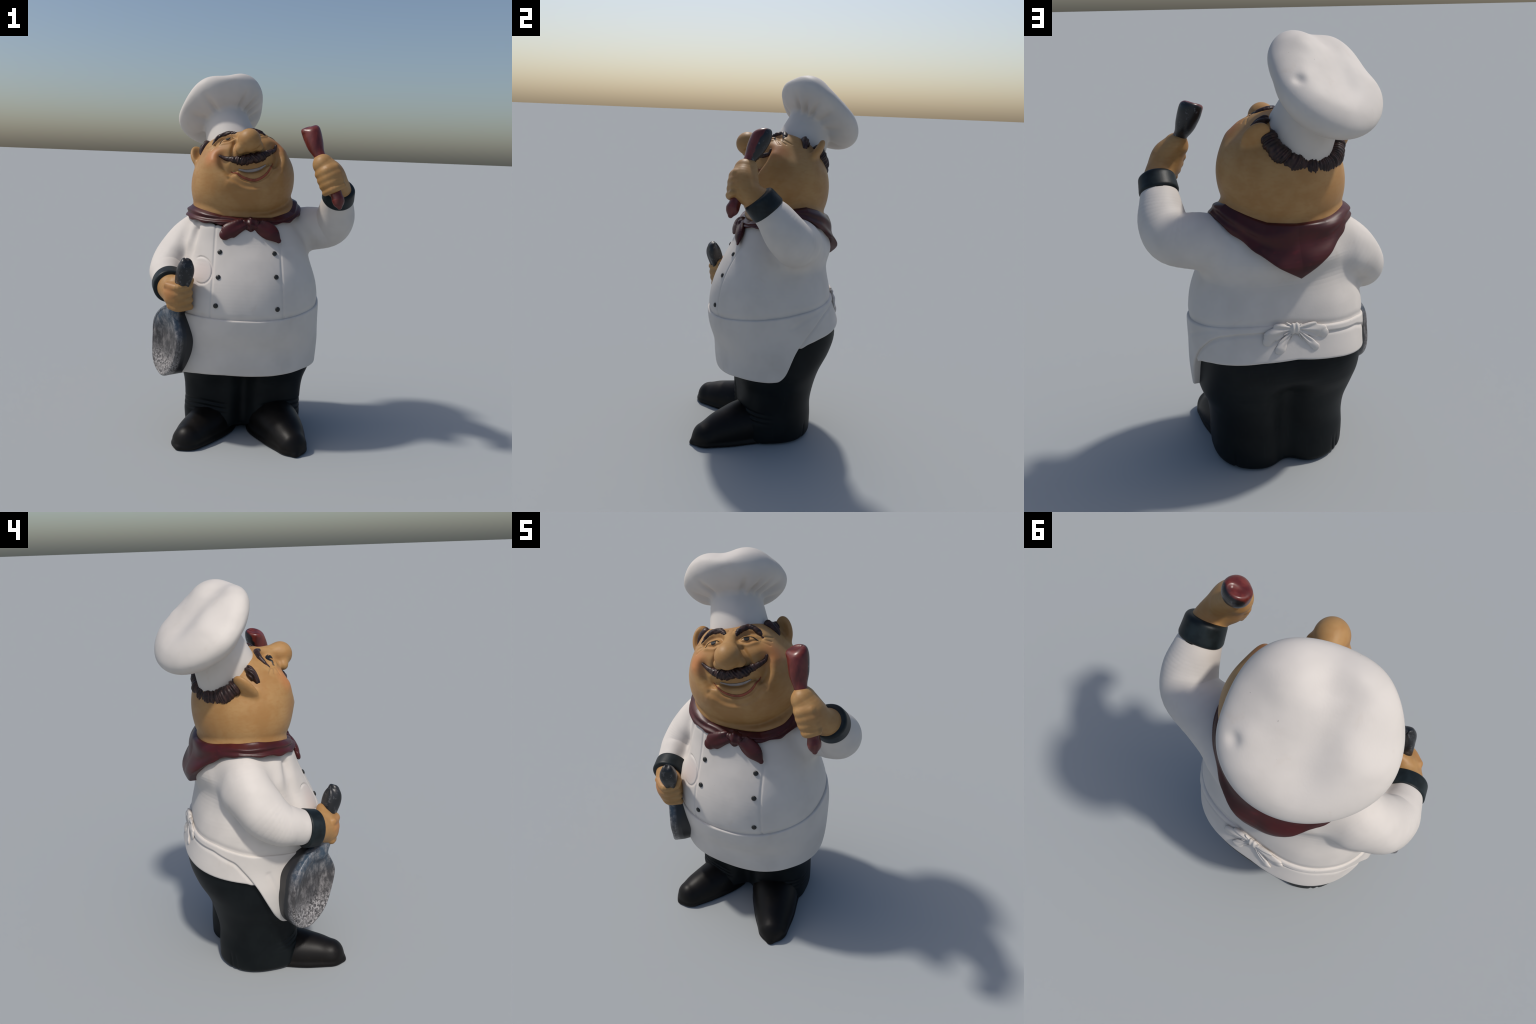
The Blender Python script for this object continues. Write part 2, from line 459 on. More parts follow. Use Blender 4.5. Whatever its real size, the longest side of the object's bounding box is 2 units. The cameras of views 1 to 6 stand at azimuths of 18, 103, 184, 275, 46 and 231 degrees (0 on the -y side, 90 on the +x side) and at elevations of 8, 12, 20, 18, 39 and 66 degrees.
def sideburn(q, s):
    rows = [(s * 0.158, -0.122, 0.212, 0.020), (s * 0.180, -0.112, 0.194, 0.022), (s * 0.196, -0.106, 0.170, 0.016), (s * 0.206, -0.102, 0.148, 0.006)]
    d, r, t = sweep_param(q, rows, 6)
    g = np.sin(q[..., 1] * 300 + q[..., 2] * 60 + 2 * np.sin(q[..., 2] * 70)) * 0.0022
    return d - r + g

def hair(q):
    rows = []
    for a in np.linspace(-84, 84, 11):
        t = math.radians(a)
        w = 1 - (abs(a) / 84) ** 4 * 0.2
        rows.append((0.176 * math.sin(t), -0.045 + 0.132 * math.cos(t), 0.220 - 0.026 * math.cos(t), 0.042 * w))
    d, r, t = sweep_param(q, rows, 3)
    az = np.arctan2(q[..., 0], q[..., 1] + 0.05)
    g = np.sin(az * 25 + 2.2 * np.sin(az * 9) + 0.8 * np.sin(q[..., 2] * 60)) * 0.0026 + np.sin(az * 83 + q[..., 2] * 40 + 2 * np.sin(az * 14)) * 0.0016 - 0.003 * np.sin(az * 13 + 1.3)
    return d - r + g

# ------------------------------------------------------------------ neckerchief
SCARF_UP = [(-180, 1.246), (-150, 1.246), (-129, 1.259), (-116, 1.268), (-89, 1.272), (-53, 1.250), (-29, 1.224), (2, 1.219), (40, 1.219), (67, 1.254), (88, 1.305), (108, 1.322), (125, 1.299), (150, 1.258), (180, 1.246)]
SCARF_LOW = [(-180, 1.018), (-166, 1.066), (-149, 1.128), (-127, 1.192), (-108, 1.211), (-92, 1.206), (-60, 1.187), (-36, 1.180), (0, 1.180), (42, 1.188), (58, 1.197), (83, 1.235), (96, 1.260), (106, 1.247), (126, 1.198), (148, 1.134), (164, 1.075), (180, 1.018)]

def scarf(P):
    az = scarf_az(P)
    U, L = np.array(SCARF_UP), np.array(SCARF_LOW)
    up, lo = np.interp(az, U[:, 0], U[:, 1]), np.interp(az, L[:, 0], L[:, 1])
    z = P[..., 2]
    body = smin(smax(torso(P), z - (1.235 + 0.09 * P[..., 0]), 0.07), smin(skull(P), neck(P), 0.02), 0.05)
    v = np.clip((z - lo) / (up - lo), 0, 1)
    back = np.exp(-((np.abs(az) - 180) / 45) ** 2)
    side = np.exp(-((np.abs(az) - 92) / 30) ** 2)
    t = 0.005 + 0.014 * ss(v, 1.0, 0.5) + back * (0.018 * (1 - v) + 0.002) + side * 0.022 * (1 - v)
    ra = np.radians(az)
    fold = 0.004 * np.sin(v * 11 + 1.2 * np.sin(ra * 3) + 0.8 * np.sin(ra * 7 + 1)) * (1 - back) * ss(v, 0.0, 0.25) + 0.007 * back * np.sin(v * 8 + np.abs(np.abs(az) - 180) * 0.055 + 0.6 * np.sin(ra * 5))
    fold = fold + 0.0015 * wobble(P, 45, 71)
    f = body - t - fold
    lo = lo + 0.004 * np.sin(ra * 17) * (1 - back)
    slope = np.interp(az, L[:, 0], np.gradient(L[:, 1], np.radians(L[:, 0]) * 0.3))
    f = smax(f, (lo - z) / np.sqrt(1 + slope ** 2), 0.010)
    return smax(f, z - up, 0.012)

def squash(P, c, axis, k):
    """Stretch space along axis about c so a round tube comes out flattened by k."""
    axis = unit(axis)
    d = (P - V(*c)) @ axis
    return P + (d * (1 / k - 1))[..., None] * axis

def knot(P):
    f = ellipsoid(P, (-0.008, -0.142, 1.182), (0.050, 0.032, 0.040))
    return f + 0.003 * np.sin(P[..., 0] * 160) + 0.002 * np.sin(P[..., 2] * 190 + P[..., 0] * 90)

def scarf_tail(P, s):
    n = (0, -0.93, 0.36)
    if s < 0:
        rows = [(-0.020, -0.145, 1.186, 0.022), (-0.070, -0.155, 1.175, 0.040), (-0.120, -0.160, 1.150, 0.046), (-0.145, -0.166, 1.128, 0.030)]
    else:
        rows = [(0.000, -0.145, 1.186, 0.022), (0.055, -0.152, 1.170, 0.040), (0.105, -0.162, 1.140, 0.042), (0.142, -0.172, 1.105, 0.014)]
    Q = squash(P, rows[1][:3], n, 0.5)
    rq = [tuple(squash(V(*r[:3]), rows[1][:3], n, 0.5)) + (r[3],) for r in rows]
    d, r, t = sweep_param(Q, rq, 5)
    f = (d - r) * 0.6
    return f + 0.003 * np.sin(P[..., 2] * 130 + P[..., 0] * s * 70) * ss(t, 0.8, 0.2)

# ------------------------------------------------------------------ hands, cuffs, tools
def slab(P, c, axis, half):
    return np.abs((P - V(*c)) @ unit(axis)) - half

L_DIR = unit((0.0, -0.66, 0.75))
R_DIR = unit((0.16, -0.97, -0.14))

def left_cuff(P):
    c = V(0.464, -0.079, 1.360)
    f = cone(P, c - L_DIR * 0.1, c + L_DIR * 0.1, 0.095, 0.078)
    f = smax(f, slab(P, c, L_DIR, 0.047), 0.02)
    return f - 0.0015 * wobble(P, 45, 31)

def right_cuff(P):
    c = V(-0.434, -0.130, 0.842)
    f = cone(P, c - R_DIR * 0.1, c + R_DIR * 0.1, 0.102, 0.086)
    f = smax(f, slab(P, c, R_DIR, 0.040), 0.014)
    return f - 0.0015 * wobble(P, 45, 32)

def left_hand(P):
    f = sweep(P, [(0.464, -0.079, 1.360, 0.072), (0.448, -0.135, 1.402, 0.063), (0.410, -0.174, 1.452, 0.063), (0.360, -0.164, 1.515, 0.056)], 5)
    f = smin(f, ellipsoid(P, (0.405, -0.180, 1.445), (0.066, 0.066, 0.085)), 0.03)
    ax = unit((-0.40, 0.16, 0.90))
    out = unit((-0.35, -0.92, 0.02))
    side = np.cross(ax, out)
    for k in range(4):
        c = V(0.405, -0.180, 1.440) + ax * (0.034 * k - 0.055)
        a, m, b = c + side * 0.050 + out * 0.028, c + out * 0.054, c - side * 0.054 + out * 0.020
        f = smin(f, sweep(P, [tuple(a) + (0.017,), tuple(m) + (0.020,), tuple(b) + (0.016,)], 5), 0.014)
    f = smin(f, sweep(P, [(0.42, -0.135, 1.47, 0.03), (0.370, -0.130, 1.525, 0.026), (0.338, -0.138, 1.548, 0.022)], 3), 0.02)
    return f

def right_hand(P):
    f = sweep(P, [(-0.437, -0.118, 0.844, 0.078), (-0.420, -0.172, 0.832, 0.073), (-0.390, -0.225, 0.815, 0.066)], 5)
    f = smin(f, ellipsoid(P, (-0.380, -0.230, 0.808), (0.067, 0.058, 0.086)), 0.03)
    for k in range(4):
        z = 0.866 - 0.037 * k
        w = 0.006 * k
        f = smin(f, sweep(P, [(-0.437 + w, -0.250, z - 0.004, 0.018), (-0.375, -0.288 + w, z - 0.010, 0.020), (-0.320 + w * 0.3, -0.252, z - 0.004, 0.017)], 5), 0.013)
    f = smin(f, sweep(P, [(-0.40, -0.218, 0.875, 0.03), (-0.355, -0.220, 0.898, 0.026), (-0.318, -0.240, 0.890, 0.02)], 5), 0.02)
    return f

def spoon(P):
    f = sweep(P, [(0.440, -0.225, 1.330, 0.030), (0.405, -0.190, 1.43, 0.030), (0.360, -0.160, 1.520, 0.031), (0.336, -0.142, 1.570, 0.032), (0.315, -0.104, 1.630, 0.047), (0.298, -0.080, 1.682, 0.051), (0.284, -0.066, 1.725, 0.036)], 8)
    f = smin(f, ball(P, (0.268, -0.088, 1.700), 0.016), 0.03)
    f = smin(f, cone(P, (0.438, -0.226, 1.335), (0.448, -0.236, 1.300), 0.030, 0.010), 0.01)
    top = (P - V(0.286, -0.080, 1.712)) @ unit((-0.25, -0.15, 1.0))
    f = smax(f, top, 0.022)
    # shallow groove in the flat end
    f = f + 0.010 * bump(sweep(P, [(0.25, -0.07, 1.72, 0.001), (0.30, -0.06, 1.715, 0.001)], 2), 0.012)
    return f + 0.0025 * wobble(P, 60, 41)

PAN = V(-0.452, -0.142, 0.530)
PN = unit((-0.863, -0.505, 0.0))
PT = unit((0.505, -0.863, 0.0))
PU = V(0, 0, 1.0)

def pan_coords(P):
    p = P - PAN
    b = p[..., 2]
    a = p @ PT - 0.21 * b
    return a, b, p @ PN

def oval(a, b, ra, rb):
    k0 = np.sqrt((a / ra) ** 2 + (b / rb) ** 2)
    k1 = np.sqrt((a / ra ** 2) ** 2 + (b / rb ** 2) ** 2) + 1e-9
    return k0 * (k0 - 1) / k1

def pan(P):
    a, b, w = pan_coords(P)
    egg = 1 - 0.40 * ss(b, 0.02, 0.22) * ss(a, -0.03, 0.03) + 0.14 * ss(b, 0.0, 0.12) * ss(a, 0.02, -0.05)
    wall = oval(a, b, (0.158 - 0.35 * np.clip(-w - 0.05, 0, 0.08)) * egg, 0.205)
    f = smax(wall, np.maximum(w - 0.010, -w - 0.115), 0.014)
    dish = np.maximum(oval(a, b, 0.140 * egg, 0.184), -0.020 + 0.028 * ss(np.hypot(a / 0.14, b / 0.184), 0.5, 1.0) - w)
    f = smax(f, -dish, 0.010)
    f = smin(f, sweep(P, [(-0.405, -0.185, 0.690, 0.040), (-0.398, -0.215, 0.745, 0.038), (-0.385, -0.238, 0.79, 0.036)], 5), 0.02)
    return f - 0.002 * wobble(P, 40, 51)

def pan_handle(P):
    f = sweep(P, [(-0.372, -0.240, 0.80, 0.028), (-0.356, -0.257, 0.878, 0.040), (-0.344, -0.278, 0.945, 0.045), (-0.338, -0.288, 0.985, 0.031)], 8)
    f = f + 0.003 * np.sin(4 * np.arctan2(P[..., 1] + 0.27, P[..., 0] + 0.345))
    return f - 0.002 * wobble(P, 70, 52)
#MARK
# ------------------------------------------------------------------ small applied parts
def painted(P, region, lift=0.002):
    """A thin skin of paint lying on the face wherever region is negative."""
    h = head_surface(P)
    return np.maximum(np.maximum(h - lift, -h - 0.008), np.maximum(region, to_head(P)[..., 1] + 0.10))

def stroke(P, rows, lift):
    """A painted brush stroke through rows (x, z, radius), seen from straight ahead."""
    q = to_head(P) * V(1, 0, 1)
    return painted(P, sweep(q, [(x, 0, z, r) for x, z, r in rows], 6), lift)

def iris(P, s):
    return stroke(P, [(s * 0.080 + 0.003, 0.110, 0.0118), (s * 0.084 + 0.003, 0.1085, 0.0115)], 0.002)

def eyelash(P, s):
    x = s * 0.083 + 0.004
    return stroke(P, [(x - s * 0.028, 0.110, 0.0018), (x - s * 0.008, 0.1220, 0.0030), (x + s * 0.022, 0.117, 0.0030), (x + s * 0.050, 0.097, 0.0016)], 0.0028)

def lip(P):
    return stroke(P, [(-0.106, -0.066, 0.0015), (-0.070, -0.108, 0.0036), (-0.03, -0.130, 0.0044), (0.014, -0.137, 0.0050), (0.06, -0.128, 0.0044), (0.098, -0.104, 0.0036), (0.130, -0.062, 0.0015)], 0.0025)

def teeth(P):
    return stroke(P, [(-0.066, -0.072, 0.002), (-0.03, -0.083, 0.0038), (0.012, -0.087, 0.0042), (0.05, -0.083, 0.0038), (0.084, -0.073, 0.002)], 0.0045)

def on_back(x, z):
    """A point of the jacket's back at (x, z)."""
    y = np.linspace(0.1, 0.5, 400)
    P = np.stack([np.full_like(y, x), y, np.full_like(y, z)], -1)
    return float(y[np.argmin(np.abs(torso(P)))])

def bow(P):
    def rows(pts):
        return [(x, on_back(x, z) + 0.002, z, r) for x, z, r in pts]
    Q = P
    parts = []
    lists = [[(-0.018, 0.797, 0.014), (0.04, 0.795, 0.030), (0.085, 0.772, 0.036), (0.102, 0.752, 0.026)],
             [(-0.018, 0.797, 0.014), (-0.075, 0.788, 0.026), (-0.125, 0.772, 0.034), (-0.142, 0.760, 0.024)],
             [(-0.005, 0.785, 0.012), (0.030, 0.750, 0.018), (0.056, 0.712, 0.024)],
             [(-0.025, 0.785, 0.010), (-0.065, 0.745, 0.014), (-0.100, 0.708, 0.018)]]
    f = None
    for n, l in enumerate(lists):
        R = rows(l)
        c = V(0, R[1][1], 0)
        d, r, t = sweep_param(squash(Q, c, (0, 1, 0), 0.36), [tuple(squash(V(*q[:3]), c, (0, 1, 0), 0.36)) + (q[3],) for q in R], 4)
        a = (d - r) * 0.45
        x, z = P[..., 0] + 0.018, P[..., 2] - 0.797
        ang = np.arctan2(z, np.abs(x))
        a = a + 0.0026 * np.sin(ang * (16 if n < 2 else 26) + n) * ss(t, 0.95, 0.5) * ss(t, 0.0, 0.2)
        f = a if f is None else smin(f, a, 0.004)
    k = ellipsoid(P, (-0.018, on_back(-0.018, 0.797) + 0.004, 0.797), (0.024, 0.012, 0.024))
    k = k + 0.002 * np.sin(P[..., 0] * 300)
    return smin(f, k, 0.008)

# ------------------------------------------------------------------ mesher
def gradient(f, P, e=6e-4):
    g = np.empty_like(P)
    for i in range(3):
        d = np.zeros(3)
        d[i] = e
        g[:, i] = (f(P + d) - f(P - d)) / (2 * e)
    return g

def surface_nets(f, lo, hi, h):
    B = 6
    lo, hi = V(*lo), V(*hi)
    nb = np.ceil((hi - lo) / (h * B)).astype(int)
    n = nb * B + 1
    ci = np.stack(np.meshgrid(*[np.arange(k) for k in nb], indexing='ij'), -1).reshape(-1, 3)
    cv = f(lo + (ci * B + B / 2) * h)
    F = np.repeat(np.repeat(np.repeat(np.sign(cv).reshape(nb), B, 0), B, 1), B, 2).astype(np.float32)
    F = np.pad(F, ((0, 1),) * 3, mode='edge')
    act = ci[np.abs(cv) < B * h * 1.35]
    M = np.zeros(n, bool)
    for dx in range(B + 1):
        for dy in range(B + 1):
            for dz in range(B + 1):
                M[act[:, 0] * B + dx, act[:, 1] * B + dy, act[:, 2] * B + dz] = True
    idx = np.argwhere(M)
    vals = np.empty(len(idx), np.float32)
    for s in range(0, len(idx), 400000):
        vals[s:s + 400000] = f(lo + idx[s:s + 400000] * h)
    F[tuple(idx.T)] = vals
    S = F < 0
    c = np.zeros(n - 1, np.int8)
    sl = [slice(0, -1), slice(1, None)]
    corners = [(i, j, k) for i in (0, 1) for j in (0, 1) for k in (0, 1)]
    for i, j, k in corners:
        c += S[sl[i], sl[j], sl[k]]
    cells = np.argwhere((c > 0) & (c < 8))
    cval = np.stack([F[cells[:, 0] + i, cells[:, 1] + j, cells[:, 2] + k] for i, j, k in corners], 1)
    acc, cnt = np.zeros((len(cells), 3)), np.zeros(len(cells))
    for a in range(8):
        for b in range(a + 1, 8):
            ca, cb = np.array(corners[a]), np.array(corners[b])
            if np.abs(ca - cb).sum() != 1:
                continue
            va, vb = cval[:, a], cval[:, b]
            x = (va < 0) != (vb < 0)
            t = np.where(x, va / np.where(va == vb, 1, va - vb), 0)
            acc += np.where(x[:, None], ca + t[:, None] * (cb - ca), 0)
            cnt += x
    verts = lo + (cells + acc / cnt[:, None]) * h
    ID = np.full(n - 1, -1, np.int64)
    ID[tuple(cells.T)] = np.arange(len(cells))
    quads = []
    for ax in range(3):
        u, v = (ax + 1) % 3, (ax + 2) % 3
        A = [slice(None)] * 3
        Bs = [slice(None)] * 3
        A[ax], Bs[ax] = slice(0, -1), slice(1, None)
        d = S[tuple(A)] != S[tuple(Bs)]
        e = np.argwhere(d)
        ok = (e[:, u] > 0) & (e[:, v] > 0) & (e[:, u] < n[u] - 1) & (e[:, v] < n[v] - 1)
        e = e[ok]
        def at(du, dv):
            q = e.copy()
            q[:, u] -= du
            q[:, v] -= dv
            return ID[tuple(q.T)]
        q = np.stack([at(1, 1), at(0, 1), at(0, 0), at(1, 0)], 1)
        flip = ~S[tuple(e.T)]
        q[flip] = q[flip][:, ::-1]
        quads.append(q)
    quads = np.concatenate(quads)
    quads = quads[(quads >= 0).all(1)]
    for _ in range(2):
        g = gradient(f, verts)
        val = f(verts)
        step = -val[:, None] * g / np.maximum((g * g).sum(1), 0.1)[:, None]
        m = np.linalg.norm(step, axis=1)
        step *= np.minimum(1, 0.5 * h / np.maximum(m, 1e-12))[:, None]
        verts = verts + step
    g = gradient(f, verts, h * 0.35)
    normals = g / np.maximum(np.linalg.norm(g, axis=1), 1e-9)[:, None]
    return verts, quads, normals

# ------------------------------------------------------------------ Blender side
import bpy

for o in list(bpy.data.objects):
    bpy.data.objects.remove(o, do_unlink=True)

def new_object(name, verts, faces, normals, mat, parent):
    me = bpy.data.meshes.new(name)
    me.vertices.add(len(verts))
    me.vertices.foreach_set('co', np.asarray(verts, np.float32).ravel())
    me.loops.add(faces.size)
    me.loops.foreach_set('vertex_index', faces.astype(np.int32).ravel())
    me.polygons.add(len(faces))
    me.polygons.foreach_set('loop_start', np.arange(0, faces.size, 4, dtype=np.int32))
    me.polygons.foreach_set('loop_total', np.full(len(faces), 4, np.int32))
    me.update(calc_edges=True)
    me.validate()
    me.polygons.foreach_set('use_smooth', np.ones(len(me.polygons), bool))
    if normals is not None and len(normals) == len(me.vertices):
        me.normals_split_custom_set_from_vertices(np.asarray(normals, np.float32).tolist())
    me.materials.append(mat)
    ob = bpy.data.objects.new(name, me)
    bpy.context.scene.collection.objects.link(ob)
    ob.parent = parent
    return ob

def build(name, f, lo, hi, h, mat, parent, split=None):
    """Mesh one distance function; split(centres) may name a region for every face."""
    v, q, n = surface_nets(f, lo, hi, h)
    if split is None:
        return new_object(name, v, q, n, mat, parent)
    lab = split(v[q].mean(1))
    made = {}
    for key in sorted(set(lab)):
        fq = q[lab == key]
        used, inv = np.unique(fq, return_inverse=True)
        nm, m = key.split('|')[0], mat
        made[key] = new_object(nm, v[used], inv.reshape(-1, 4), n[used], m, parent)
    return made

# ------------------------------------------------------------------ materials
class Nodes:
    def __init__(self, name, rough=0.5, spec=0.35):
        self.m = bpy.data.materials.new(name)
        self.m.use_nodes = True
        self.t = self.m.node_tree
        self.b = self.t.nodes['Principled BSDF']
        self.b.inputs['Roughness'].default_value = rough
        self.b.inputs['Specular IOR Level'].default_value = spec
        self.co = self.t.nodes.new('ShaderNodeTexCoord').outputs['Object']

    def put(self, sock, val):
        if isinstance(val, bpy.types.NodeSocket):
            self.t.links.new(val, sock)
        else:
            sock.default_value = val

    def noise(self, scale, detail=3, rough=0.55, stretch=None, dist=0.0):
        n = self.t.nodes.new('ShaderNodeTexNoise')
        co = self.co
        if stretch:
            mp = self.t.nodes.new('ShaderNodeMapping')
            mp.inputs['Scale'].default_value = stretch
            self.t.links.new(co, mp.inputs['Vector'])
            co = mp.outputs['Vector']
        self.t.links.new(co, n.inputs['Vector'])
        n.inputs['Scale'].default_value = scale
        n.inputs['Detail'].default_value = detail
        n.inputs['Roughness'].default_value = rough
        n.inputs['Distortion'].default_value = dist
        return n.outputs['Fac']

    def ramp(self, fac, lo, hi, a=0.0, b=1.0):
        n = self.t.nodes.new('ShaderNodeMapRange')
        n.interpolation_type = 'SMOOTHSTEP'
        self.put(n.inputs['Value'], fac)
        for k, v in zip(('From Min', 'From Max', 'To Min', 'To Max'), (lo, hi, a, b)):
            n.inputs[k].default_value = v
        return n.outputs['Result']

    def math(self, op, a, b=0.0):
        n = self.t.nodes.new('ShaderNodeMath')
        n.operation = op
        self.put(n.inputs[0], a)
        self.put(n.inputs[1], b)
        return n.outputs[0]

    def mix(self, fac, a, b):
        n = self.t.nodes.new('ShaderNodeMix')
        n.data_type = 'RGBA'
        self.put(n.inputs['Factor'], fac)
        self.put(n.inputs['A'], a if not isinstance(a, tuple) else a + (1,))
        self.put(n.inputs['B'], b if not isinstance(b, tuple) else b + (1,))
        return n.outputs['Result']

    def spot(self, c, r0, r1):
        """1 inside r0 of point c, falling to 0 at r1."""
        n = self.t.nodes.new('ShaderNodeVectorMath')
        n.operation = 'DISTANCE'
        self.t.links.new(self.co, n.inputs[0])
        n.inputs[1].default_value = tuple(float(x) for x in c)
        return self.ramp(n.outputs['Value'], r0, r1, 1.0, 0.0)

    def along(self, d, c):
        """Signed distance of the point along direction d from c."""
        n = self.t.nodes.new('ShaderNodeVectorMath')
        n.operation = 'DOT_PRODUCT'
        self.t.links.new(self.co, n.inputs[0])
        d = unit(d)
        n.inputs[1].default_value = tuple(d)
        return self.math('SUBTRACT', n.outputs['Value'], float(np.dot(d, c)))

    def bump(self, h, strength, dist=0.004):
        n = self.t.nodes.new('ShaderNodeBump')
        n.inputs['Strength'].default_value = strength
        n.inputs['Distance'].default_value = dist
        self.t.links.new(h, n.inputs['Height'])
        self.t.links.new(n.outputs['Normal'], self.b.inputs['Normal'])

    def done(self, col, rough=None):
        self.put(self.b.inputs['Base Color'], col if not isinstance(col, tuple) else col + (1,))
        if rough is not None:
            self.put(self.b.inputs['Roughness'], rough)
        return self.m

def plain(name, col, rough, spec=0.4, vary=0.25, scale=14, grain=0.15):
    k = Nodes(name, rough, spec)
    n = k.noise(scale, 4)
    dark = tuple(c * (1 - vary) for c in col)
    lite = tuple(c * (1 + vary) for c in col)
    if grain:
        k.bump(k.noise(160, 2), grain, 0.002)
    return k.done(k.mix(k.ramp(n, 0.3, 0.7), dark, lite))

def white_paint(name, extra=()):
    k = Nodes(name, 0.55, 0.22)
    n = k.noise(5, 3)
    col = k.mix(k.ramp(n, 0.35, 0.7), (0.65, 0.60, 0.55), (0.59, 0.545, 0.50))
    # rubbed warm smudges
    m = k.ramp(k.noise(11, 5, 0.6, dist=0.6), 0.60, 0.78, 0.0, 0.35)
    col = k.mix(m, col, (0.55, 0.47, 0.40))
    for c, r0, r1, tint, amount in extra:
        f = k.math('MULTIPLY', k.spot(c, r0, r1), amount)
        col = k.mix(f, col, tint)
    # tiny specks where the paint has chipped
    sp = k.math('MULTIPLY', k.ramp(k.noise(90, 2), 0.76, 0.79), k.ramp(k.noise(6, 1), 0.55, 0.65))
    col = k.mix(sp, col, (0.30, 0.27, 0.25))
    k.bump(k.noise(120, 3), 0.12, 0.002)
    return k.done(col)

def skin_paint(name, spots=()):
    k = Nodes(name, 0.48, 0.28)
    n = k.noise(9, 4, dist=0.3)
    col = k.mix(k.ramp(n, 0.3, 0.7), (0.365, 0.190, 0.066), (0.425, 0.245, 0.096))  # both browns darkened slightly overall, with the face's baked ambient shade in them
    fine = k.noise(34, 3, stretch=(1, 1, 2.5))
    col = k.mix(k.ramp(fine, 0.4, 0.75, 0, 0.35), col, (0.36, 0.165, 0.05))
    for c, r0, r1, tint, amount in spots:
        f = k.math('MULTIPLY', k.spot(c, r0, r1), amount)
        col = k.mix(f, col, tint)
    k.bump(k.noise(110, 3), 0.15, 0.002)
    return k.done(col)

def pan_paint():
    k = Nodes('worn_iron', 0.42, 0.5)
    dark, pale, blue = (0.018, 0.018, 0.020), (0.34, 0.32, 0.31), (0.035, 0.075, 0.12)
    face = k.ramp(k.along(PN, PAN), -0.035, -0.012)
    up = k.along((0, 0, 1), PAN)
    brushed = k.noise(34, 6, 0.75, stretch=(1, 1, 0.5))
    speck = k.noise(95, 3, 0.7)
    low = k.ramp(up, -0.02, -0.12)
    wear = k.math('MULTIPLY', k.ramp(brushed, 0.42, 0.72), 0.75)
    grit = k.math('MULTIPLY', k.ramp(speck, 0.46, 0.56), low)
    m = k.math('MAXIMUM', wear, grit)
    m = k.math('MULTIPLY', m, face)
    base = k.mix(k.math('MULTIPLY', face, 0.8), dark, (0.06, 0.055, 0.055))
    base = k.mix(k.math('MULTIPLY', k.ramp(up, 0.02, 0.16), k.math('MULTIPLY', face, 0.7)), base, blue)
    return k.done(k.mix(m, base, pale))

def worn_black(name):
    k = Nodes(name, 0.38, 0.5)
    m = k.math('MULTIPLY', k.ramp(k.noise(40, 5, 0.7), 0.52, 0.78), 0.5)
    return k.done(k.mix(m, (0.010, 0.011, 0.013), (0.30, 0.30, 0.31)))

def spoon_paint():
    k = Nodes('stained_wood', 0.33, 0.5)
    n = k.noise(16, 4, stretch=(2, 2, 0.5))
    red = k.mix(k.ramp(n, 0.3, 0.7), (0.085, 0.010, 0.009), (0.17, 0.028, 0.020))
    blk = k.mix(k.math('MULTIPLY', k.ramp(k.noise(45, 5, 0.7), 0.58, 0.75), 0.5), (0.008, 0.009, 0.012), (0.25, 0.27, 0.30))
    edge = k.math('ADD', k.along((0.30, 0.85, -0.34), (0.320, -0.096, 1.63)), k.math('MULTIPLY', k.math('SUBTRACT', k.noise(30, 3), 0.5), 0.03))
    side = k.ramp(edge, -0.004, 0.004)
    head = k.ramp(k.along((0, 0, 1), (0, 0, 1.50)), 0.0, 0.01)
    # the flat end stays red
    tip = k.ramp(k.along((-0.45, -0.25, 1.0), (0.29, -0.07, 1.705)), -0.006, 0.004, 1.0, 0.0)
    return k.done(k.mix(k.math('MULTIPLY', k.math('MULTIPLY', side, head), tip), red, blk))

def shoe_paint():
    k = Nodes('black_leather', 0.45, 0.2)
    m = k.math('MULTIPLY', k.ramp(k.noise(26, 5, 0.65), 0.55, 0.8), 0.35)
    return k.done(k.mix(m, (0.0055, 0.0045, 0.004), (0.030, 0.020, 0.014)))

def trouser_paint():
    k = Nodes('black_trouser_cloth', 0.5, 0.16)
    n = k.noise(7, 4)
    col = k.mix(k.ramp(n, 0.3, 0.7), (0.0035, 0.0052, 0.0062), (0.0065, 0.0090, 0.010))
    m = k.math('MULTIPLY', k.ramp(k.noise(70, 3, 0.6, stretch=(1, 1, 0.15)), 0.60, 0.75), 0.25)
    return k.done(k.mix(m, col, (0.018, 0.021, 0.021)))

def hair_paint():
    k = Nodes('dark_brown_hair', 0.4, 0.3)
    n = k.noise(60, 4, stretch=(1, 1, 0.6))
    return k.done(k.mix(k.ramp(n, 0.35, 0.7), (0.016, 0.008, 0.008), (0.055, 0.026, 0.022)))

def scarf_paint():
    k = Nodes('dark_red_cloth', 0.38, 0.35)
    n = k.noise(9, 3, dist=0.4)
    col = k.mix(k.ramp(n, 0.3, 0.7), (0.038, 0.0055, 0.006), (0.062, 0.0075, 0.008))
    streak = k.math('MULTIPLY', k.ramp(k.noise(22, 4, 0.6, stretch=(1, 1, 3)), 0.55, 0.75), 0.5)
    return k.done(k.mix(streak, col, (0.11, 0.010, 0.014)))

# ------------------------------------------------------------------ assembly
root = bpy.data.objects.new('chef_figurine', None)
bpy.context.scene.collection.objects.link(root)
root.rotation_euler = (0, 0, math.radians(20))
root['label'] = 'stout moustached chef figurine raising a spoon and holding a frying pan'
root['category'] = 'chef figurine'

